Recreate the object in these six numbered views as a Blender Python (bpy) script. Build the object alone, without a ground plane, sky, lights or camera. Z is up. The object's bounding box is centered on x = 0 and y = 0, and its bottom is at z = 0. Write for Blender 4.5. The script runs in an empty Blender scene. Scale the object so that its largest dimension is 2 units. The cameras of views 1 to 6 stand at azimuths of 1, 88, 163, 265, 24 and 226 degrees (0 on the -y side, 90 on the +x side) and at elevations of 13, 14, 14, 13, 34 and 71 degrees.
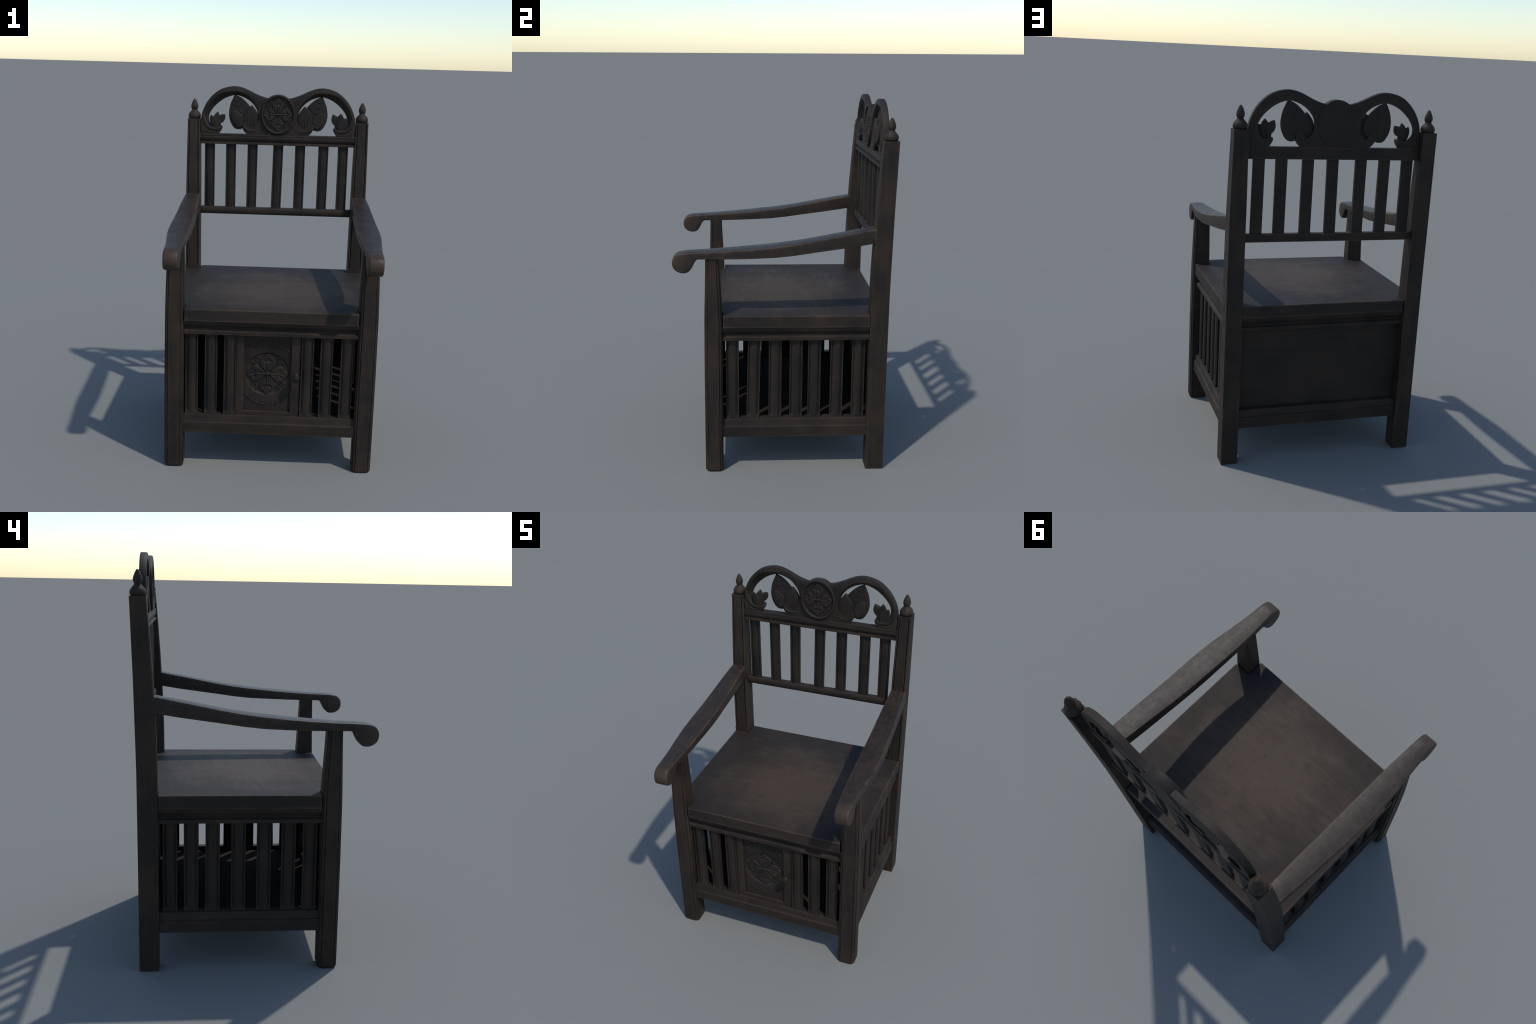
# A carved dark-oak box armchair: posts, arms, box seat with slats, little door, pierced crest.
import bpy, bmesh, math, random
from mathutils import Vector, Matrix
from mathutils.geometry import tessellate_polygon

random.seed(7)
SC = bpy.context.scene.collection

# ------------------------------------------------------------------ materials
def wood(name, axis='z', dark=(.0182, .0143, .0120), brown=(.0360, .0242, .0172), worn=(.092, .058, .036),
         rough=.60, wear=.55, pale=None, scale=1.0, edge_d=.009, arm=False):
    m = bpy.data.materials.new(name)
    m.use_nodes = True
    nt = m.node_tree
    nd, lk = nt.nodes, nt.links
    nd.clear()
    def N(t, **kw):
        n = nd.new(t)
        for k, v in kw.items():
            setattr(n, k, v)
        return n
    def math_(op, a, b=None, clamp=False):
        n = N('ShaderNodeMath', operation=op, use_clamp=clamp)
        for i, x in enumerate((a, b)):
            if x is None:
                continue
            if isinstance(x, (int, float)):
                n.inputs[i].default_value = x
            else:
                lk.new(x, n.inputs[i])
        return n.outputs[0]
    def ramp(f, a, b):
        n = N('ShaderNodeMapRange', interpolation_type='SMOOTHSTEP')
        lk.new(f, n.inputs['Value'])
        n.inputs['From Min'].default_value = a
        n.inputs['From Max'].default_value = b
        return n.outputs['Result']
    def mix(f, a, b):
        n = N('ShaderNodeMix', data_type='RGBA')
        lk.new(f, n.inputs['Factor'])
        for s, x in (('A', a), ('B', b)):
            sock = [i for i in n.inputs if i.name == s and i.type == 'RGBA'][0]
            if isinstance(x, tuple):
                sock.default_value = (*x, 1)
            else:
                lk.new(x, sock)
        return [o for o in n.outputs if o.type == 'RGBA'][0]
    tc = N('ShaderNodeTexCoord')
    oi = N('ShaderNodeObjectInfo')
    off = N('ShaderNodeCombineXYZ')
    for k in range(3):
        lk.new(math_('MULTIPLY', oi.outputs['Random'], 7.3 + 3.1 * k), off.inputs[k])
    add = N('ShaderNodeVectorMath', operation='ADD')
    lk.new(tc.outputs['Object'], add.inputs[0])
    lk.new(off.outputs[0], add.inputs[1])
    mp = N('ShaderNodeMapping')
    sc = {'x': (3, 60, 60), 'y': (60, 3, 60), 'z': (60, 60, 3)}[axis]
    if pale is not None:
        sc = (6, 44, 44)
    mp.inputs['Scale'].default_value = tuple(s * scale for s in sc)
    lk.new(add.outputs[0], mp.inputs['Vector'])
    def noise(vec, s, d=4, r=.6):
        n = N('ShaderNodeTexNoise')
        lk.new(vec, n.inputs['Vector'])
        n.inputs['Scale'].default_value = s
        n.inputs['Detail'].default_value = d
        n.inputs['Roughness'].default_value = r
        return n.outputs['Fac']
    grain = noise(mp.outputs[0], 1.3, 6, .65)
    blot = noise(add.outputs[0], 5.0, 4, .6)
    blot2 = noise(add.outputs[0], 22.0, 4, .6)
    pores = noise(mp.outputs[0], 4.5, 3, .7)
    f = math_('ADD', math_('MULTIPLY', grain, .40), math_('MULTIPLY', blot, .60))
    col = mix(ramp(f, .38, .64), dark, brown)
    if arm:                                    # mottled, hand-worn arms, palest and brownest at the grip
        mot = math_('ADD', math_('MULTIPLY', noise(add.outputs[0], 38.0, 4, .65), .6), math_('MULTIPLY', blot2, .4))
        mot = ramp(mot, .40, .68)
        col = mix(math_('MULTIPLY', mot, .60), col, (.050, .0350, .0270))
        ay = N('ShaderNodeSeparateXYZ')
        lk.new(tc.outputs['Object'], ay.inputs[0])
        grip = math_('MULTIPLY', ramp(ay.outputs['Y'], -.46, -.60), math_('ADD', .35, math_('MULTIPLY', blot2, .9)))
        col = mix(math_('MULTIPLY', grip, .65), col, (.075, .050, .032))
    if pale is not None:                       # rubbed, lighter middle of the seat
        ln = N('ShaderNodeVectorMath', operation='DISTANCE')
        sm = N('ShaderNodeMapping')
        sm.inputs['Scale'].default_value = (1.0, 1.05, 0.0)
        lk.new(tc.outputs['Object'], sm.inputs['Vector'])
        lk.new(sm.outputs[0], ln.inputs[0])
        ln.inputs[1].default_value = (0.02, -.02, 0)
        d = math_('ADD', ln.outputs['Value'], math_('MULTIPLY', math_('SUBTRACT', f, .5), .9))
        col = mix(math_('MULTIPLY', ramp(d, .54, .14), .92), col, pale)
        sx = N('ShaderNodeSeparateXYZ')
        lk.new(tc.outputs['Object'], sx.inputs[0])
        way = noise(tc.outputs['Object'], 2.3, 2, .5)
        seam = None
        for c in (-.203, .156):                # glue lines between the planks, showing only here and there
            d_ = math_('ABSOLUTE', math_('SUBTRACT', math_('ADD', sx.outputs['Y'], math_('MULTIPLY', sx.outputs['X'], -.012)), c))
            l_ = ramp(d_, .0022, .0006)
            seam = l_ if seam is None else math_('MAXIMUM', seam, l_)
        seam = math_('MULTIPLY', seam, ramp(way, .50, .60))
        red = noise(add.outputs[0], 7.0, 4, .6)
        col = mix(math_('MULTIPLY', ramp(red, .54, .70), .40), col, (.062, .036, .026))
        fine = noise(add.outputs[0], 26.0, 5, .7)
        col = mix(math_('MULTIPLY', ramp(fine, .50, .72), .40), col, (.017, .0145, .013))
    if pale is not None:
        col = mix(math_('MULTIPLY', seam, .6), col, (.009, .008, .008))
    col = mix(math_('MULTIPLY', ramp(pores, .60, .78), .25 if pale is not None else .40), col, tuple(c * .55 for c in dark))
    ins = N('ShaderNodeAmbientOcclusion', samples=8, inside=True, only_local=True)
    ins.inputs['Distance'].default_value = edge_d
    edge = ramp(math_('SUBTRACT', 1.0, ins.outputs['AO']), .10, .46)
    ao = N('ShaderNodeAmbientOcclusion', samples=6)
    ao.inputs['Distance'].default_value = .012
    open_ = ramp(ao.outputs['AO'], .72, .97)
    patch = ramp(math_('ADD', math_('MULTIPLY', blot, .6), math_('MULTIPLY', blot2, .4)), .40, .60)
    em = math_('MULTIPLY', math_('MULTIPLY', edge, open_), math_('ADD', .25, math_('MULTIPLY', patch, .75)))
    col = mix(math_('MULTIPLY', em, .75 * wear, True), col, worn)
    crev = math_('SUBTRACT', 1.0, ramp(ao.outputs['AO'], .25, .8))  # ambient occlusion baked into base colour: soft shade painted in grooves and joints
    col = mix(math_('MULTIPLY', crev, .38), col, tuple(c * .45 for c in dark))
    bs = N('ShaderNodeBsdfPrincipled')
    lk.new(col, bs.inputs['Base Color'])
    rg = N('ShaderNodeMapRange')
    lk.new(f, rg.inputs['Value'])
    rg.inputs['From Min'].default_value = .3
    rg.inputs['From Max'].default_value = .7
    rg.inputs['To Min'].default_value = rough - .06
    rg.inputs['To Max'].default_value = rough + .08
    lk.new(math_('SUBTRACT', rg.outputs[0], math_('MULTIPLY', mot, .045)) if arm else rg.outputs[0], bs.inputs['Roughness'])
    bs.inputs['Specular IOR Level'].default_value = .20
    bp = N('ShaderNodeBump')
    bp.inputs['Strength'].default_value = .22
    bp.inputs['Distance'].default_value = .0012
    h = math_('SUBTRACT', grain, math_('MULTIPLY', ramp(pores, .55, .75), .5))
    if pale is not None:                      # knocks and dents of a used seat
        dn = noise(add.outputs[0], 30.0, 2, .5)
        h = math_('SUBTRACT', h, math_('MULTIPLY', ramp(dn, .70, .78), 2.0))
    lk.new(h, bp.inputs['Height'])
    lk.new(bp.outputs[0], bs.inputs['Normal'])
    out = N('ShaderNodeOutputMaterial')
    lk.new(bs.outputs[0], out.inputs['Surface'])
    return m

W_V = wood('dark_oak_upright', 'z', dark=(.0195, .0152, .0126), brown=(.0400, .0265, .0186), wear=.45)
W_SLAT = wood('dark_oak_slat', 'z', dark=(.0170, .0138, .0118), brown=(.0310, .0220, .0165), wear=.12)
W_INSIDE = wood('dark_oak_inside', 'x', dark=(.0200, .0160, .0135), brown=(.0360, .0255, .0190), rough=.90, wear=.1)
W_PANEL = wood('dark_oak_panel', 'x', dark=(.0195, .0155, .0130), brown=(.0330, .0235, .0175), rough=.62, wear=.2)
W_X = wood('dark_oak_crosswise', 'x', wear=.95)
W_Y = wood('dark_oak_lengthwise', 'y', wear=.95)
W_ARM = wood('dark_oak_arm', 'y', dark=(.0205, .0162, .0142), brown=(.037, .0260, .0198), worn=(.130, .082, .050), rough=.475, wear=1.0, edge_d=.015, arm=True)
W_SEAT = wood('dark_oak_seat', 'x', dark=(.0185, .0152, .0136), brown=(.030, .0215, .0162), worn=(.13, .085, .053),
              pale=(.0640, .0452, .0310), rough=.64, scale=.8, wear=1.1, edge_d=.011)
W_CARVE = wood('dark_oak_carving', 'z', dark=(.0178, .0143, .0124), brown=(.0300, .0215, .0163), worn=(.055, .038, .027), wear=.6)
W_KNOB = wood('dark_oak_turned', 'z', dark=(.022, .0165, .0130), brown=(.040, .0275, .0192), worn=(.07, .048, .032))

# ------------------------------------------------------------------ helpers
root = bpy.data.objects.new('wooden_armchair', None)
SC.objects.link(root)
root['label'] = 'dark carved oak armchair with slatted box seat and pierced crest'
root['category'] = 'armchair'

def link(me_or_obj, name, parent=None, mat=None):
    ob = me_or_obj if isinstance(me_or_obj, bpy.types.Object) else bpy.data.objects.new(name, me_or_obj)
    SC.objects.link(ob)
    ob.parent = parent or root
    if mat:
        ob.data.materials.append(mat)
    return ob

def mesh(name, verts, faces, smooth=32, fix=True):
    me = bpy.data.meshes.new(name)
    bm = bmesh.new()
    vs = [bm.verts.new(v) for v in verts]
    bm.verts.index_update()
    for f in faces:
        f = list(dict.fromkeys(f))
        if len(f) > 2:
            try:
                bm.faces.new([vs[i] for i in f])
            except ValueError:
                pass
    if fix:
        bmesh.ops.remove_doubles(bm, verts=bm.verts, dist=1e-6)
        bmesh.ops.recalc_face_normals(bm, faces=bm.faces)
    bm.to_mesh(me)
    bm.free()
    for p in me.polygons:
        p.use_smooth = True
    me.set_sharp_from_angle(angle=math.radians(smooth))
    return me

def bevel(ob, w=.003, seg=2, angle=35):
    b = ob.modifiers.new('soft_edges', 'BEVEL')
    b.width = w
    b.segments = seg
    b.limit_method = 'ANGLE'
    b.angle_limit = math.radians(angle)
    b.use_clamp_overlap = True
    b.harden_normals = True
    return ob

def copy_of(ob, loc=None, rot=None, scale=None, parent=None):
    c = ob.copy()
    SC.objects.link(c)
    if loc is not None:
        c.location = loc
    if rot is not None:
        c.rotation_euler = rot
    if scale is not None:
        c.scale = scale
    if parent is not None:
        c.parent = parent
    return c

def mirror_of(ob, parent=None):
    c = copy_of(ob, parent=parent)
    c.location = (-ob.location.x, ob.location.y, ob.location.z)
    c.rotation_euler = (ob.rotation_euler.x, -ob.rotation_euler.y, -ob.rotation_euler.z)
    c.scale = (-ob.scale.x, ob.scale.y, ob.scale.z)
    return c

def loft(loops, cap=True):
    """closed loops of equal count -> verts, faces"""
    n = len(loops[0])
    V = [p for L in loops for p in L]
    F = []
    for k in range(len(loops) - 1):
        for i in range(n):
            j = (i + 1) % n
            F.append((k * n + i, k * n + j, (k + 1) * n + j, (k + 1) * n + i))
    if cap:
        F.append(tuple(range(n))[::-1])
        F.append(tuple((len(loops) - 1) * n + i for i in range(n)))
    return V, F

def cr(pts, sub=6, closed=False):
    """Catmull-Rom through points of any dimension"""
    P = [Vector(p) for p in pts]
    n = len(P)
    out = []
    for i in range(n if closed else n - 1):
        if closed:
            a, b, c, d = P[(i - 1) % n], P[i], P[(i + 1) % n], P[(i + 2) % n]
        else:
            b, c = P[i], P[i + 1]
            a = P[i - 1] if i else b + (b - c)
            d = P[i + 2] if i + 2 < n else c + (c - b)
        for s in range(sub):
            t = s / sub
            out.append(.5 * ((2 * b) + (c - a) * t + (2 * a - 5 * b + 4 * c - d) * t * t + (3 * b - a - 3 * c + d) * t ** 3))
    if not closed:
        out.append(P[-1])
    return out

def box(name, x, y, z, mat, parent=None, bev=.003):
    V = [(a, b, c) for c in z for (a, b) in ((x[0], y[0]), (x[1], y[0]), (x[1], y[1]), (x[0], y[1]))]
    F = [(0, 3, 2, 1), (4, 5, 6, 7), (0, 1, 5, 4), (1, 2, 6, 5), (2, 3, 7, 6), (3, 0, 4, 7)]
    ob = link(mesh(name, V, F), name, parent, mat)
    if bev:
        bevel(ob, bev)
    return ob

def sweep_line(name, profile, a, b, mat, parent=None, place=None, bev=0):
    """straight moulding: profile (d, z) with d measured outward, swept from a to b; place(t, d, z) -> xyz"""
    V, F = loft([[place(t, d, z) for d, z in profile] for t in (a, b)])
    ob = link(mesh(name, V, F, 28), name, parent, mat)
    if bev:
        bevel(ob, bev)
    return ob

def tube(name, pts, radii, mat, parent, sides=10, flat=1.0):
    """round tapering strip along pts lying near a y plane; flat squeezes it in y"""
    P = [Vector(p) for p in pts]
    loops = []
    for i, p in enumerate(P):
        t = (P[min(i + 1, len(P) - 1)] - P[max(i - 1, 0)]).normalized()
        nrm = Vector((0, 1, 0))
        s = t.cross(nrm).normalized()
        r = radii[i] if isinstance(radii, (list, tuple)) else radii
        loops.append([p + s * r * math.cos(2 * math.pi * k / sides) + nrm * r * flat * math.sin(2 * math.pi * k / sides) for k in range(sides)])
    V, F = loft(loops)
    return link(mesh(name, V, F, 60), name, parent, mat)

def lathe(prof, seg, cx, cy, cz=0, sx=1, sy=1):
    loops = [[(cx + sx * r * math.cos(2 * math.pi * k / seg), cy + sy * r * math.sin(2 * math.pi * k / seg), cz + z) for k in range(seg)] for r, z in prof]
    return loft(loops)

# ------------------------------------------------------------------ front legs (taper above the seat, beaded corners)
def leg_section(xi, xo, yf, yb, z, s=1.0):
    q = lambda a: a * s
    B = [(.0195, .0), (.0190, .0060), (.0165, .0065), (.0155, .0045), (.0095, .0050), (.0075, .0075), (.0050, .0095), (.0045, .0155), (.0065, .0165), (.0060, .0190), (.0, .0195)]
    out = []
    # outer-front, outer-back, inner-back (plain), inner-front ; walk counter-clockwise seen from above (xo > xi)
    out += [(xi + q(a), yf + q(b)) for a, b in [(b_, a_) for a_, b_ in B]]          # inner-front: from x-side to y-side
    out += [(xo - q(a), yf + q(b)) for a, b in B]                                  # outer-front
    out += [(xo - q(b), yb - q(a)) for a, b in B]                                  # outer-back
    out += [(xi + .003, yb), (xi, yb - .003)]
    return [(x, y, z) for x, y in out]
st = [(.4575, .5515, -.413, -.327, 0, .75), (.4560, .5570, -.4185, -.322, .008, 1), (.4555, .5570, -.4185, -.322, .55, 1), (.4555, .5550, -.4170, -.322, .80, 1),
      (.4555, .5540, -.4160, -.322, .885, 1), (.4565, .5500, -.4120, -.329, 1.03, .95), (.4580, .5460, -.4090, -.335, 1.15, .92), (.4585, .5450, -.4080, -.3365, 1.212, .92)]
V, F = loft([leg_section(*s) for s in st])
leg = bevel(link(mesh('leg', V, F, 25), 'leg', None, W_V), .0012, 1, 25)
mirror_of(leg)

# ------------------------------------------------------------------ back posts with quirked front face, lean backwards
def lerp_tab(tab, z):
    for a, b in zip(tab, tab[1:]):
        if z <= b[0]:
            t = (z - a[0]) / (b[0] - a[0])
            return [p + (q - p) * t for p, q in zip(a[1:], b[1:])]
    return list(tab[-1][1:])
POST = [(0, .4570, .5470, .461, .5570), (.60, .4575, .5470, .461, .5570), (1.0, .4590, .5470, .4615, .5580), (1.12, .4600, .5470, .4640, .5600),
        (1.27, .4610, .5468, .4695, .5630), (1.45, .4625, .5460, .4785, .5670), (1.62, .4650, .5440, .4895, .5725), (1.803, .4680, .5420, .5030, .5785)]
def post_section(z, g):
    xi, xo, yf, yb = lerp_tab(POST, z)
    L = [(xi, yb), (xi, yf + .0045 * g), (xi + .004 * g + 1e-4, yf + .0012 * g), (xi + .0095, yf + .0012 * g), (xi + .0100, yf + .0085 * g), (xi + .0140, yf + .0085 * g), (xi + .0150, yf),
         (xo - .0150, yf), (xo - .0140, yf + .0085 * g), (xo - .0100, yf + .0085 * g), (xo - .0095, yf + .0012 * g), (xo - .004 * g - 1e-4, yf + .0012 * g), (xo, yf + .0045 * g), (xo, yb)]
    return [(x, y, z) for x, y in L]
zs = [(0, 0), (.6, 0), (.912, 0), (.922, 1), (1.0, 1), (1.06, 1), (1.12, 1), (1.2, 1), (1.27, 1), (1.36, 1), (1.45, 1), (1.535, 1), (1.62, 1), (1.70, 1), (1.785, 1), (1.792, 0), (1.803, 0)]
V, F = loft([post_section(z, g) for z, g in zs])
post = bevel(link(mesh('post', V, F, 28), 'post', None, W_V), .0018, 2, 40)
mirror_post = mirror_of(post)
FIN = [(.0, .000), (.030, .000), (.0345, .0035), (.0375, .010), (.0382, .017), (.0365, .025), (.0325, .032), (.0270, .0385), (.0215, .0445), (.0175, .0495), (.0160, .0535), (.0168, .0555),
       (.0195, .0600), (.0213, .0665), (.0217, .0730), (.0208, .0800), (.0185, .0880), (.0150, .0965), (.0112, .1045), (.0078, .1110), (.0055, .1145), (.0030, .1160), (.0, .1165)]
V, F = lathe(FIN, 12, .5045, .5405, 1.8025)
fin = link(mesh('finial', V, F, 40), 'finial', post, W_KNOB)
fin2 = fin.copy(); SC.objects.link(fin2); fin2.parent = mirror_post        # the mirrored parent mirrors it

# ------------------------------------------------------------------ arms: swelling plan, falling to a rolled-over grip
TOP = [(.480, 1.3555), (.37, 1.3355), (.26, 1.3145), (.16, 1.2950), (.06, 1.2785), (-.035, 1.2665), (-.14, 1.2560), (-.24, 1.2490), (-.38, 1.2425), (-.45, 1.2405), (-.50, 1.2385),
       (-.525, 1.2370), (-.546, 1.2320), (-.561, 1.2235), (-.5715, 1.2115), (-.5775, 1.1990), (-.5795, 1.1860)]
BOT = [(.480, 1.2790), (.37, 1.2620), (.26, 1.2475), (.16, 1.2345), (.06, 1.2205), (-.035, 1.2110), (-.14, 1.2065), (-.24, 1.2045), (-.38, 1.2040), (-.440, 1.2035), (-.452, 1.2000), (-.463, 1.1860),
       (-.476, 1.1590), (-.490, 1.1405), (-.506, 1.1305), (-.524, 1.1285), (-.540, 1.1310), (-.555, 1.1375), (-.5675, 1.1480), (-.5755, 1.1610), (-.5788, 1.1740), (-.5795, 1.1860)]
droop = lambda y: -.0058 * min(1, max(0, (-.16 - y) / .24))      # the grips hang a little lower than the straight run
TOP = [(y, z + droop(y)) for y, z in TOP]
BOT = [(y, z + droop(y)) for y, z in BOT]
def at(tab, y):
    for (y0, z0), (y1, z1) in zip(tab, tab[1:]):
        if y >= y1 - 1e-9:
            t = 0 if y1 == y0 else (y - y0) / (y1 - y0)
            return z0 + (z1 - z0) * min(1, max(0, t))
    return tab[-1][1]
XO = [(.48, .5470), (.36, .5545), (.24, .5600), (.10, .5660), (-.06, .5715), (-.18, .5700), (-.28, .5625), (-.37, .5535), (-.45, .5475), (-.53, .5455), (-.5785, .5440)]
XI = [(.48, .4620), (.30, .4580), (.10, .4560), (-.10, .4555), (-.30, .4575), (-.43, .4630), (-.5785, .4680)]
sm = lambda T, sub: [(p[0], p[1]) for p in cr(T, sub)]
TOPs, BOTs, XOs, XIs = TOP[:8] + sm(TOP[7:], 5)[1:], BOT[:8] + sm(BOT[7:], 5)[1:], sm(XO, 3), sm(XI, 6)
ys = sorted(set([.478 - .87 * k / 46 for k in range(47)] + [y for y, z in TOP[1:9]]), reverse=True)
y0, y1 = ys[-1], -.5795
ys += [y0 + (y1 - y0) * math.sin(math.pi / 2 * k / 40) for k in range(1, 41)]
N_ = len(ys)
tops = [Vector((y, at(TOPs, y))) for y in ys]
bots = [Vector((y, at(BOTs, y))) for y in ys[::-1]]
bots[0] = tops[-1].copy()
outline = tops + bots[1:]                      # closed in the (y, z) plane
def inset(loop, dd):
    n = len(loop)
    out = []
    for i in range(n):
        a, b, c = loop[i - 1], loop[i], loop[(i + 1) % n]
        t1, t2 = (b - a), (c - b)
        t1 = t1.normalized() if t1.length > 1e-9 else t2.normalized()
        t2 = t2.normalized() if t2.length > 1e-9 else t1
        n1, n2 = Vector((-t1.y, t1.x)), Vector((-t2.y, t2.x))
        nn = (n1 + n2)
        nn = nn.normalized() if nn.length > 1e-6 else n1
        d = dd[i] if isinstance(dd, list) else dd
        out.append(b + nn * d / max(.5, nn.dot(n1)))
    return out
RAD = lambda y: .0042 + .0068 * min(1, max(0, (-.40 - y) / .12)) ** 1.2
loops = []
steps = [0, 20, 42, 66, 90]
def arm_loop(a, outer):
    fd, fx = 1 - math.sin(math.radians(a)), 1 - math.cos(math.radians(a))
    rr = [RAD(p.x) for p in outline]
    lp = inset(outline, [r * fd for r in rr])
    return [((at(XOs, p.x) - r * fx) if outer else (at(XIs, p.x) + r * fx), p.x, p.y) for p, r in zip(lp, rr)]
for a in steps:
    loops.append(arm_loop(a, False))
for a in steps[::-1]:
    loops.append(arm_loop(a, True))
V, F = loft(loops, cap=False)
n = len(outline)
for base in (0, (len(loops) - 1) * n):
    for k in range(N_ - 1):
        F.append((base + k, base + k + 1, base + (n - k - 2) % n, base + n - 1 - k))
# check orientation of inset (outline runs front-ward along the top, back along the bottom)
arm = link(mesh('arm', V, F, 50), 'arm', None, W_ARM)
mirror_of(arm)

# ------------------------------------------------------------------ seat board, notched round the posts
half = [(.4525, -.412), (.4525, -.3185), (.543, -.3185), (.543, .4595), (.4545, .4595), (.4545, .545)]
seat_out = half + [(-x, y) for x, y in half[::-1]]
V, F = loft([[(x, y, z) for x, y in seat_out] for z in (.8225, .8875)])
seat = bevel(link(mesh('seat', V, F), 'seat', None, W_SEAT), .0024, 2)

# ------------------------------------------------------------------ moulded rail under the seat, stretcher, slats, floor, panel
MOULD = [(-.045, .8225), (-.0045, .8225), (-.0045, .8185), (-.0070, .8165), (-.0095, .8040), (-.018, .8020), (-.0195, .7960), (-.0235, .7945), (-.0265, .7890), (-.0285, .7800),
         (-.0255, .7780), (-.0245, .7745), (-.0250, .7725), (-.0140, .7675), (-.0110, .7655), (-.0110, .7500), (-.0125, .7480), (-.060, .7480)]
STRETCH = [(-.055, .2985), (-.0165, .2985), (-.0118, .2965), (-.0105, .2920), (-.0100, .2640), (-.0085, .2590), (-.0045, .2565), (-.0010, .2555), (.0, .2545), (.0, .1975), (-.0015, .1960), (-.055, .1960)]
front = lambda base: (lambda t, d, z: (t, base - d, z))
back = lambda base: (lambda t, d, z: (t, base + d, z))
side = lambda base: (lambda t, d, z: (base + d, t, z))
m1 = sweep_line('seat_moulding', MOULD, -.459, .459, W_X, None, front(-.412))
sweep_line('seat_moulding', MOULD, -.461, .461, W_X, None, back(.545))
sd = sweep_line('seat_moulding', MOULD, -.325, .464, W_Y, None, side(.543))
mirror_of(sd)
s1 = sweep_line('stretcher', STRETCH, -.459, .459, W_X, None, front(-.4045))
sweep_line('stretcher', STRETCH, -.461, .461, W_X, None, back(.5400))
sd = sweep_line('stretcher', STRETCH, -.325, .464, W_Y, None, side(.5385))
mirror_of(sd)
box('floor_board', (-.50, .50), (-.365, .505), (.262, .274), W_INSIDE, bev=0)
V = [(x, y, z) for y in (.499, .487) for x, z in ((-.47, .27), (.47, .27), (.47, .80), (-.47, .80))]
link(mesh('rear_panel', V, [(0, 1, 2, 3), (7, 6, 5, 4), (0, 4, 5, 1), (1, 5, 6, 2), (2, 6, 7, 3), (3, 7, 4, 0)]), 'rear_panel', None, W_PANEL)

def slat_mesh(name, w, h, stop=.03, t=.020, d=.0100):
    """flat centre between hollow chamfers that run out (lamb's tongue) near both ends; face looks to -y"""
    hw = w / 2
    h_ = [(1.0, .50), (.82, .50), (.79, .90), (.74, 1.0), (.68, .92), (.56, .48), (.42, .18), (.26, .04)]
    sec = [(-a, v) for a, v in h_] + [(0, 0)] + [(a, v) for a, v in h_[::-1]]
    def loop(z, k):
        return [(hw * a, d * b * k, z) for a, b in sec] + [(hw, t, z), (-hw, t, z)]
    zz = [(0, .05), (.004, .05)] + [(.004 + stop * s, .05 + .95 * (1 - math.cos(math.pi * s)) / 2) for s in (.2, .4, .6, .8, 1)]
    loops = [loop(z, k) for z, k in zz] + [loop(h - z, k) for z, k in zz[::-1]]
    V, F = loft(loops)
    return mesh(name, V, F, 30)

me = slat_mesh('slat', .0655, .462)
for i, (x, tilt) in enumerate([(-.4145, .0), (-.3125, .0), (-.2110, .0015), (.1960, .001), (.2970, -.001), (.4040, .0)]):
    ob = bpy.data.objects.new('slat', me)
    link(ob, 'slat', None, W_SLAT if i == 0 else None)
    ob.location = (x, -.3895, .292)
    ob.rotation_euler = (0, tilt, 0)
me = slat_mesh('slat', .0690, .462)
me.materials.append(W_SLAT)
for i, (y, dt) in enumerate([(-.270, 0), (-.1615, .0095), (-.0405, .0005), (.0725, 0), (.172, -.0005), (.2925, 0), (.4105, -.002)]):
    ob = link(bpy.data.objects.new('slat', me), 'slat')
    ob.location = (.515, y, .292)
    ob.rotation_euler = (-dt / .44, 0, math.pi / 2)
    ob.rotation_mode = 'XYZ'
    ob.rotation_euler = (0, dt / .44, math.pi / 2)
for i, (y, dt) in enumerate([(.4065, 0), (.305, 0), (.201, 0), (.0755, .001), (-.0478, .001), (-.168, .0015), (-.273, .003)]):
    ob = link(bpy.data.objects.new('slat', me), 'slat')
    ob.location = (-.515, y, .292)
    ob.rotation_euler = (0, -dt / .44, -math.pi / 2)

# ------------------------------------------------------------------ backrest: two rails and seven slats
def lean(z):                                   # backward lean of the backrest frame
    return max(0, z - 1.22) * .012
RAIL = [(.0, 1.7175), (.036, 1.7175), (.0400, 1.7160), (.0410, 1.7120), (.0410, 1.7065), (.0390, 1.7050), (.0398, 1.7020), (.0410, 1.6980), (.0412, 1.6920), (.0402, 1.6860), (.0380, 1.6800),
        (.0355, 1.6750), (.0335, 1.6715), (.0340, 1.6690), (.0405, 1.6675), (.0425, 1.6665), (.0425, 1.6570), (.0410, 1.6555), (.0, 1.6555)]
sweep_line('backrest_rail', [(d, z) for d, z in RAIL], -.468, .468, W_X, None, lambda t, d, z: (t, .5425 - d, z))
LOW = [(.0, 1.2705), (.026, 1.2705), (.0335, 1.2660), (.0365, 1.2600), (.0365, 1.2400), (.0340, 1.2320), (.030, 1.2275), (.0, 1.2275)]
sweep_line('backrest_rail', LOW, -.462, .462, W_X, None, lambda t, d, z: (t, .5370 - d, z))
me = slat_mesh('backrest_slat', .0605, .412, .022, .020, .0075)
me.materials.append(W_SLAT)
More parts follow.
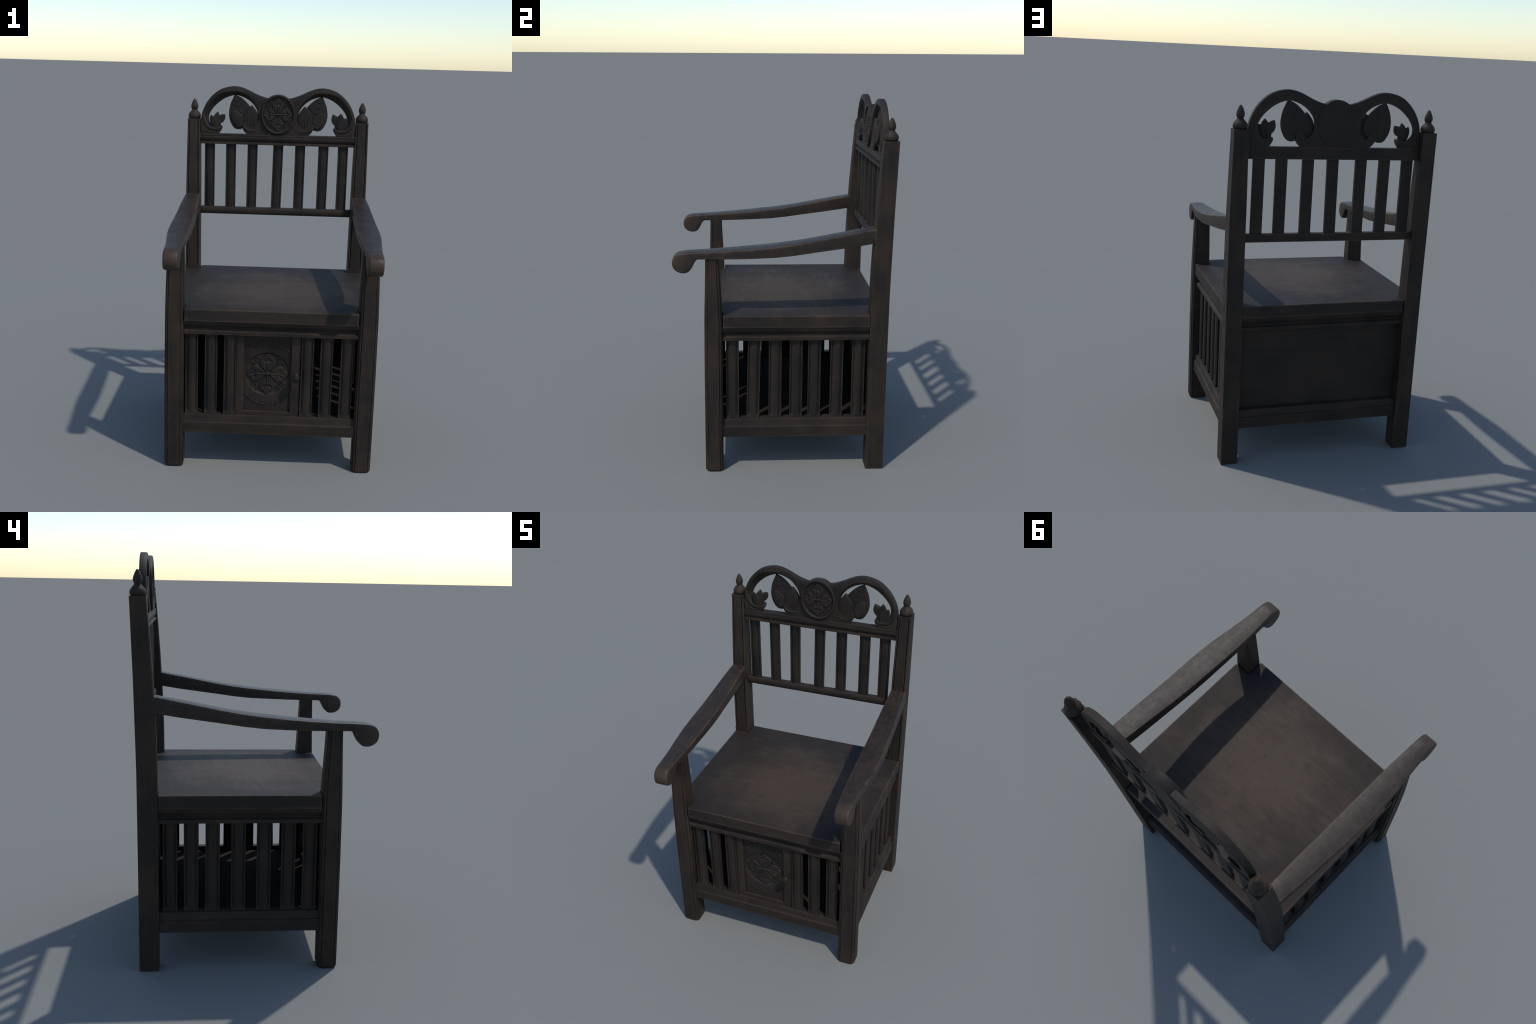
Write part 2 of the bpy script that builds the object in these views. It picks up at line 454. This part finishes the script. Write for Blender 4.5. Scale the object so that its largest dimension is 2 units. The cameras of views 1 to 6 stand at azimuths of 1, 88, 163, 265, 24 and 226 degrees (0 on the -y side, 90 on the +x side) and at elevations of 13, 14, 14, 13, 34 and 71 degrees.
for x, dt in [(-.4080, -.0005), (-.2790, -.001), (-.1490, .0015), (.0045, .0055), (.1395, .001), (.2805, .001), (.3995, -.001)]:
    ob = link(bpy.data.objects.new('backrest_slat', me), 'backrest_slat')
    ob.location = (x - dt / 2, .5125, 1.256)
    ob.rotation_euler = (-.004, dt / .412, 0)

# ------------------------------------------------------------------ crest: pierced double arch with splayed openings
CF, CB = .506, .5395                           # front and back planes
arch = cr([(.0, 1.930), (.06, 1.934), (.10, 1.9435), (.14, 1.9595), (.181, 1.979), (.222, 1.9940), (.264, 1.9995), (.311, 1.9925), (.354, 1.9755), (.392, 1.9465), (.424, 1.909),
           (.447, 1.866), (.459, 1.829), (.464, 1.79), (.466, 1.75), (.466, 1.706)], 5)
right = [Vector((p.x, p.y)) for p in arch]
outer = right + [Vector((-p.x, p.y)) for p in right[::-1][:-1]]
outer = outer[:-1] if (outer[0] - outer[-1]).length < 1e-6 else outer
HB = [(.354, 1.717), (.340, 1.737), (.3335, 1.757), (.342, 1.7655), (.368, 1.756), (.390, 1.760), (.409, 1.777), (.4165, 1.800), (.413, 1.832), (.391, 1.869), (.357, 1.9025), (.315, 1.930), (.263, 1.946),
      (.219, 1.938), (.177, 1.917), (.145, 1.887), (.127, 1.855), (.122, 1.815), (.1235, 1.797), (.134, 1.778), (.155, 1.759), (.170, 1.768), (.190, 1.791), (.204, 1.793), (.2145, 1.778), (.214, 1.754), (.202, 1.735), (.184, 1.717)]
HF = [(.354, 1.717), (.340, 1.737), (.3335, 1.757), (.342, 1.7645), (.369, 1.753), (.395, 1.753), (.420, 1.767), (.437, 1.796), (.4375, 1.835), (.4115, 1.889), (.3665, 1.938), (.315, 1.961), (.263, 1.968),
      (.2145, 1.960), (.1685, 1.933), (.1335, 1.895), (.1170, 1.860), (.1150, 1.815), (.119, 1.794), (.132, 1.775), (.155, 1.757), (.170, 1.766), (.190, 1.789), (.204, 1.7915), (.2135, 1.777), (.213, 1.754), (.202, 1.735), (.184, 1.717)]
hb, hf = cr(HB, 4), cr(HF, 4)
hb, hf = [Vector(p) for p in hb], [Vector(p) for p in hf]
def plate(name, outer, holes, yf, yb, ch, mat, parent):
    V, F = [], []
    def put(loop, y):
        i0 = len(V)
        V.extend((p.x, y, p.y) for p in loop)
        return list(range(i0, i0 + len(loop)))
    def bridge(A, B):
        n = len(A)
        for i in range(n):
            F.append((A[i], A[(i + 1) % n], B[(i + 1) % n], B[i]))
    area = sum(a.x * b.y - b.x * a.y for a, b in zip(outer, outer[1:] + outer[:1]))
    sg = 1 if area > 0 else -1
    L = []
    for k, (d, y) in enumerate([(ch, yf), (ch * .35, yf + ch * .3), (0, yf + ch), (0, yb - ch * .5), (ch * .4, yb)]):
        L.append(put(inset(outer, d * sg), y))
    for a, b in zip(L, L[1:]):
        bridge(a, b)
    front_idx, back_idx = [L[0]], [L[-1]]
    for hfr, hbk in holes:
        hs = []
        for t, y in ((-.10, yf), (.03, yf + .0035), (1, yb)):
            hs.append(put([a + (b - a) * t for a, b in zip(hfr, hbk)], y))
        for a, b in zip(hs, hs[1:]):
            bridge(a, b)
        front_idx.append(hs[0])
        back_idx.append(hs[-1])
    for sets in (front_idx, back_idx):
        flat = [i for s in sets for i in s]
        for tri in tessellate_polygon([[Vector((V[i][0], V[i][2], 0)) for i in s] for s in sets]):
            F.append(tuple(flat[i] for i in tri))
    return link(mesh(name, V, F, 38), name, parent, mat)
mir = lambda L: [Vector((-p.x, p.y)) for p in L]
crest = plate('crest', outer, [(hf, hb), (mir(hf), mir(hb))], CF, CB, .006, W_CARVE, None)

# carved rolls that end the arches, and the flowing lines under them
def flow(pts, r, y, flat=.8):
    P = cr([(x, z) for x, z in pts], 6)
    n = len(P)
    rad = [max(.0008, r * math.sin(math.pi * (i + .5) / n) ** .55) for i in range(n)]
    ob = tube('scroll', [(p.x, y, p.y) for p in P], rad, W_CARVE, crest, 12, flat)
    mirror_of(ob, crest)
    return ob
flow([(.4480, 1.850), (.4460, 1.808), (.4330, 1.772), (.4070, 1.7480), (.3760, 1.7420), (.3530, 1.7500), (.3400, 1.7610)], .0115, CF + .002, .50)
flow([(.4570, 1.810), (.4550, 1.770), (.4400, 1.742), (.4080, 1.7260), (.3760, 1.7240), (.3560, 1.7300)], .0090, CF + .002, .38)
flow([(.4610, 1.785), (.4590, 1.752), (.4460, 1.730), (.4220, 1.7190)], .0070, CF + .002, .38)
flow([(.2090, 1.784), (.2070, 1.7640), (.1930, 1.7460), (.1640, 1.7370), (.1340, 1.7410), (.1140, 1.7600)], .0115, CF + .002, .50)
flow([(.2060, 1.7460), (.1880, 1.7290), (.1600, 1.7235), (.1250, 1.7290), (.0950, 1.7270)], .0085, CF + .002, .38)

# ------------------------------------------------------------------ carved leaves
def leaf(name, base, left, right, tip, yf, yb, dome, ribs, rib_h=.0016, ns=64, nt=36, fan=0, pair=True):
    """solid leaf between two edges; midrib and side ribs stand proud (ribs: list of (start, slope))"""
    Ls = cr([base] + left + [tip], 14)
    Rs = cr([base] + right + [tip], 14)
    def samp(P, s):
        D = [0]
        for a, b in zip(P, P[1:]):
            D.append(D[-1] + (b - a).length)
        d = s * D[-1]
        for k in range(len(P) - 1):
            if d <= D[k + 1] + 1e-12:
                return P[k].lerp(P[k + 1], (d - D[k]) / max(1e-9, D[k + 1] - D[k]))
        return P[-1]
    length = (Vector(tip) - Vector(base)).length
    V, F = [], []
    for i in range(ns + 1):
        s = .5 - .5 * math.cos(math.pi * i / ns)
        a, b = samp(Ls, s), samp(Rs, s)
        w = (b - a).length
        for j in range(nt + 1):
            t = -1 + 2 * j / nt
            p = a.lerp(b, (t + 1) / 2)
            h = dome * (1 - t * t) * min(1, w / .03)
            if fan:                             # grooves spreading from the foot of the leaf
                for k in range(-fan, fan + 1):
                    c = k * .42
                    u = (t - c) * w / 2
                    g = math.exp(-(u / .0022) ** 2) * max(0, 1 - s / .62) ** .5
                    h += rib_h * g
                    h -= .8 * rib_h * math.exp(-((abs(u) - .006) / .004) ** 2) * max(0, 1 - s / .6)
            else:
                h += rib_h * math.exp(-(t * w / 2 / .0026) ** 2) * (1 - s * .6)
                for s0, sl in ribs:
                    u = (s - s0 - sl * abs(t) ** 1.6 * (w / .15)) * length
                    h += .75 * rib_h * (math.exp(-(u / .0022) ** 2) - .7 * math.exp(-((u + .0045) / .0026) ** 2)) * (1 - .5 * abs(t))
            edge = 1 - min(1, (1 - abs(t)) * w / 2 / .003)
            h -= .002 * edge * edge
            V.append((p.x, yf - h, p.y))
    nf = len(V)
    for i in range(ns + 1):
        for j in (0, nt):
            x, y, z = V[i * (nt + 1) + j]
            V.append((x, yb, z))
    for i in range(ns):
        for j in range(nt):
            k = i * (nt + 1) + j
            F.append((k, k + 1, k + nt + 2, k + nt + 1))
        b0 = nf + 2 * i
        F.append((b0, b0 + 1, b0 + 3, b0 + 2))
        F.append((i * (nt + 1), (i + 1) * (nt + 1), b0 + 2, b0))
        F.append((i * (nt + 1) + nt, (i + 1) * (nt + 1) + nt, b0 + 3, b0 + 1))
    ob = link(mesh(name, V, F, 40), name, crest, W_CARVE)
    if pair:
        mirror_of(ob, crest)
    return ob
leaf('leaf', (.226, 1.745), [(.250, 1.7455), (.270, 1.760), (.289, 1.795), (.2965, 1.838), (.289, 1.890), (.277, 1.920)], [(.185, 1.765), (.150, 1.795), (.148, 1.838), (.170, 1.882), (.216, 1.927)], (.2625, 1.951),
     .5215, .5340, .0020, [(.52, .20), (.66, .20), (.80, .14)], .0030)
leaf('leaf', (.1600, 1.7465), [(.180, 1.754), (.193, 1.766), (.2055, 1.794), (.2055, 1.827), (.1915, 1.853), (.175, 1.875)], [(.138, 1.762), (.1215, 1.792), (.1185, 1.816), (.1260, 1.848), (.146, 1.877)], (.1600, 1.8910),
     .5100, .5260, .0030, [], .0026, fan=1)
leaf('leaf', (.2180, 1.7590), [(.2330, 1.756), (.253, 1.767), (.273, 1.793), (.2785, 1.822), (.2775, 1.842)], [(.2095, 1.785), (.2065, 1.806), (.216, 1.828), (.238, 1.847), (.2570, 1.8545)], (.2725, 1.8540),
     .5120, .5240, .0022, [(.14, .22), (.30, .24), (.46, .22), (.62, .18)], .0013)
leaf('leaf', (.3770, 1.7420), [(.403, 1.757), (.414, 1.778), (.4175, 1.800), (.4160, 1.815)], [(.3640, 1.752), (.3620, 1.775), (.3680, 1.796), (.3780, 1.814), (.3960, 1.8240)], (.4110, 1.8285), .5085, .5200, .0022, [], .0018, 36, 24, 1, False)
leaf('leaf', (.3620, 1.7440), [(.380, 1.762), (.392, 1.795), (.3945, 1.824), (.3865, 1.8425)], [(.3530, 1.760), (.3520, 1.785), (.3510, 1.803), (.3515, 1.819), (.3590, 1.835)], (.3740, 1.8545), .5140, .5270, .0025, [], .0016, 36, 24, 0, False)
leaf('leaf', (.3520, 1.7440), [(.3660, 1.775), (.3670, 1.812), (.3570, 1.8345), (.3440, 1.8425)], [(.3425, 1.762), (.3405, 1.780), (.3285, 1.793), (.3210, 1.811), (.3220, 1.830)], (.3275, 1.8485), .5190, .5310, .0020, [], .0012, 36, 24, 0, False)
leaf('leaf', (-.3720, 1.7440), [(-.3830, 1.750), (-.4000, 1.763), (-.4080, 1.783), (-.4110, 1.801), (-.4085, 1.817)], [(-.3600, 1.755), (-.3600, 1.775), (-.3650, 1.793), (-.3730, 1.807), (-.3880, 1.8195)], (-.4045, 1.8275), .5085, .5200, .0022, [], .0018, 36, 24, 1, False)
leaf('leaf', (-.3600, 1.7440), [(-.3740, 1.765), (-.3860, 1.795), (-.3860, 1.819), (-.3760, 1.8355)], [(-.3520, 1.760), (-.3490, 1.785), (-.3480, 1.800), (-.3510, 1.825)], (-.3630, 1.8480), .5140, .5270, .0025, [], .0016, 36, 24, 0, False)
leaf('leaf', (-.3520, 1.7440), [(-.3640, 1.775), (-.3620, 1.805), (-.3520, 1.8235), (-.3390, 1.8310)], [(-.3445, 1.766), (-.3430, 1.779), (-.3310, 1.784), (-.3190, 1.804), (-.3180, 1.820)], (-.3200, 1.8330), .5190, .5310, .0020, [], .0012, 36, 24, 0, False)

# ------------------------------------------------------------------ rosettes (crest medallion and door)
def petal_mesh(name, R):
    """ogee petal pointing to +z, foot at the origin, front to -y; raised border, midrib splitting into a trefoil of hollows"""
    prof = [(.05, .045), (.13, .100), (.25, .210), (.38, .325), (.50, .400), (.60, .425), (.68, .405), (.745, .340), (.795, .260), (.835, .200), (.875, .172), (.92, .160), (.96, .130), (.985, .080), (1.0, .0)]
    P = cr([(w, v) for v, w in prof], 4)
    nt = 40
    V, F = [], []
    for p in P:
        w, v = max(p.x, 0), p.y
        for j in range(nt + 1):
            t = -1 + 2 * j / nt
            u = t * w
            de = (1 - abs(t)) * w
            h = .060 * (1 - math.exp(-de / .035)) * min(1, v / .15 + .3)
            h += .018 * math.exp(-((de - .05) / .035) ** 2)
            h += .028 * math.exp(-(u / .022) ** 2) * (1 / (1 + math.exp((v - .52) / .02)))
            h -= .030 * math.exp(-((abs(u) - .055) / .03) ** 2) * (1 / (1 + math.exp((v - .45) / .05)))
            for a in (-1, 0, 1):
                ang = a * .95
                cx, cz = .56 * 0 + math.sin(ang) * .15, .56 + math.cos(ang) * .13
                du, dv = u - cx, v - cz
                l, k = du * math.sin(ang) + dv * math.cos(ang), du * math.cos(ang) - dv * math.sin(ang)
                h -= (.070 if a else .05) * math.exp(-(l / .095) ** 2 - (k / .042) ** 2)
            h += .03 * math.exp(-((u / .04) ** 2 + ((v - .56) / .04) ** 2))
            V.append((u * R, -max(h, -.01) * R, v * R))
    n = len(P)
    nf = len(V)
    for i in range(n):
        for j in (0, nt):
            x, y, z = V[i * (nt + 1) + j]
            V.append((x, .03 * R, z))
    for i in range(n - 1):
        for j in range(nt):
            k = i * (nt + 1) + j
            F.append((k, k + 1, k + nt + 2, k + nt + 1))
        b0 = nf + 2 * i
        F.append((b0, b0 + 1, b0 + 3, b0 + 2))
        F.append((i * (nt + 1), (i + 1) * (nt + 1), b0 + 2, b0))
        F.append((i * (nt + 1) + nt, (i + 1) * (nt + 1) + nt, b0 + 3, b0 + 1))
    me = mesh(name, V, F, 70)
    me.materials.append(W_CARVE)
    return me

def spiral(c, a0, turns, r0, r1, sgn, n=26):
    return [(c[0] + (r0 + (r1 - r0) * k / n) * math.cos(a0 + sgn * turns * 2 * math.pi * k / n), c[1] + (r0 + (r1 - r0) * k / n) * math.sin(a0 + sgn * turns * 2 * math.pi * k / n)) for k in range(n + 1)]

def c_scroll_pts(R, ang):
    """two little volutes joined by a bar bowed toward the centre; in polar position ang"""
    rr = .905 * R
    da = .195
    ca, cb = (rr * math.cos(ang - da), rr * math.sin(ang - da)), (rr * math.cos(ang + da), rr * math.sin(ang + da))
    v = .115 * R
    inn = ang + math.pi
    A = spiral(ca, inn - .25, 1.15, v, .025 * R, -1)[::-1]
    B = spiral(cb, inn + .25, 1.15, v, .025 * R, 1)
    return A + B

def rosette(cx, cz, y, R, parent, kx=1.0, kz=1.0):
    pm = petal_mesh('petal', R)
    for k in range(4):
        ob = bpy.data.objects.new('petal', pm)
        SC.objects.link(ob)
        ob.parent = parent
        ob.location = (cx, y, cz)
        ob.rotation_euler = (0, k * math.pi / 2, 0)
        ob.scale = (kx, 1, kz) if k % 2 == 0 else (kz, 1, kx)
    V, F = lathe([(0, .10 * R), (.04 * R, .096 * R), (.075 * R, .078 * R), (.098 * R, .045 * R), (.105 * R, .0), (.105 * R, -.03 * R), (0, -.03 * R)], 20, 0, 0)
    V = [(x, -z, yy) for x, yy, z in V]
    b = link(mesh('boss', V, F, 50), 'boss', parent, W_CARVE)
    b.location = (cx, y - .02 * R, cz)
    for k in range(4):
        pts = c_scroll_pts(R, math.pi / 4 + k * math.pi / 2)
        tube('scroll', [(cx + kx * px, y, cz + kz * pz) for px, pz in pts], .032 * R, W_CARVE, parent, 8, 1.1)

MX, MZ = .0, 1.838
def ellipse_rings(cx, cz, rings, n=72):
    return loft([[(cx + a * math.cos(2 * math.pi * k / n), y, cz + b * math.sin(2 * math.pi * k / n)) for k in range(n)] for a, b, y in rings])
A_, B_ = .1045, .1185
rings = [(.001, .001, .5045), (A_ - .026, B_ - .026, .5045), (A_ - .0175, B_ - .0175, .5038), (A_ - .0155, B_ - .0155, .5010), (A_ - .0135, B_ - .0135, .4965), (A_ - .0105, B_ - .0105, .4942), (A_ - .0065, B_ - .0065, .4940),
         (A_ - .0025, B_ - .0025, .4962), (A_ - .0005, B_ - .0005, .5000), (A_, B_, .5045), (A_, B_, .5405), (A_ - .0015, B_ - .0015, .5425), (.001, .001, .5425)]
V, F = ellipse_rings(MX, MZ, rings)
link(mesh('medallion', V, F, 45), 'medallion', crest, W_CARVE)
rosette(MX - .002, MZ, .5042, .0855, crest, 1.0, 1.12)

# ------------------------------------------------------------------ door in the front, knob
door = box('door', (-.1775, -.1380), (-.3780, -.3560), (.296, .762), W_V, bev=.002)
me = door.data
bmd = bmesh.new(); bmd.from_mesh(me)
def add_box(bm, x, y, z):
    vs = [bm.verts.new(v) for v in [(a, b, c) for c in z for (a, b) in ((x[0], y[0]), (x[1], y[0]), (x[1], y[1]), (x[0], y[1]))]]
    for f in [(0, 3, 2, 1), (4, 5, 6, 7), (0, 1, 5, 4), (1, 2, 6, 5), (2, 3, 7, 6), (3, 0, 4, 7)]:
        bm.faces.new([vs[i] for i in f])
add_box(bmd, (.1125, .1595), (-.3780, -.3560), (.296, .762))
add_box(bmd, (-.1380, .1125), (-.3775, -.3565), (.2965, .3190))
bmd.to_mesh(me); bmd.free()
DX, DZ, DR, PY = -.0125, .527, .1185, -.3650
def rect_pt(t, x0, x1, z0, z1):
    c, s = math.cos(t), math.sin(t)
    k = min(((x1 - DX) if c > 0 else (x0 - DX)) / c if abs(c) > 1e-9 else 1e9, ((z1 - DZ) if s > 0 else (z0 - DZ)) / s if abs(s) > 1e-9 else 1e9)
    return DX + k * c, DZ + k * s
px0, px1, pz0, pz1 = -.142, .117, .315, .765
corners = [math.atan2(z - DZ, x - DX) for x in (px0, px1) for z in (pz0, pz1)]
angs = sorted([2 * math.pi * k / 96 - math.pi for k in range(96)] + corners)
loops = []
for r, y in ((.002, PY + .0065), (DR - .012, PY + .0065), (DR - .004, PY + .0060), (DR - .0010, PY + .0030), (DR + .0008, PY + .0006), (DR + .0030, PY)):
    loops.append([(DX + r * math.cos(t), y, DZ + r * math.sin(t)) for t in angs])
loops.append([(x, PY, z) for x, z in (rect_pt(t, px0, px1, pz0, pz1) for t in angs)])
loops.append([(x, PY + .012, z) for x, z in (rect_pt(t, px0, px1, pz0, pz1) for t in angs)])
V, F = loft(loops)
link(mesh('carved_panel', V, F, 45), 'carved_panel', door, W_CARVE)
rosette(DX, DZ, PY + .0065, .1090, door, 1.0, 1.03)
# vine with curls above and below the roundel
def vine(sign):
    a0, a1 = math.radians(42), math.radians(138)
    n = 60
    rx, rz = .158, (.180 if sign > 0 else .172)
    P = [(DX + rx * math.cos(a0 + (a1 - a0) * k / n), DZ + sign * rz * math.sin(a0 + (a1 - a0) * k / n)) for k in range(n + 1)]
    tube('vine', [(x, PY + .0005, z) for x, z in P], .0036, W_CARVE, door, 8, 1.1)
    for k in range(4, n, 7):
        x, z = P[k]
        tx, tz = P[k + 1][0] - P[k - 1][0], P[k + 1][1] - P[k - 1][1]
        l = math.hypot(tx, tz)
        tx, tz = tx / l, tz / l
        for sd_ in (1, -1):
            nx, nz = -tz * sd_, tx * sd_
            rad = .0092 + random.uniform(-.0008, .0008)
            off = .0035 if sd_ > 0 else -.003
            c = (x + nx * rad + tx * off, z + nz * rad + tz * off)
            st_ = math.atan2(-nz, -nx)
            if c[0] < px0 + .014 or c[0] > px1 - .014:
                continue
            pts = spiral(c, st_, .95, rad, .0022, sd_ * sign, 16)
            tube('curl', [(a, PY + .0004, b) for a, b in pts], .0030, W_CARVE, door, 6, 1.1)
vine(1)
vine(-1)
KN = [(.0, -.0000), (.008, .0), (.008, .010), (.0065, .016), (.0070, .022), (.0125, .0255), (.0165, .031), (.0178, .037), (.0170, .043), (.0130, .0485), (.0070, .0515), (.0, .0525)]
V, F = lathe(KN, 24, 0, 0)
V = [(x, -z, (yy * 1.50 if z > .021 else yy)) for x, yy, z in V]
kn = link(mesh('knob', V, F, 50), 'knob', door, W_KNOB)
kn.location = (.1385, -.3775, .530)
kn.scale = (1.10, 1.0, 1.10)
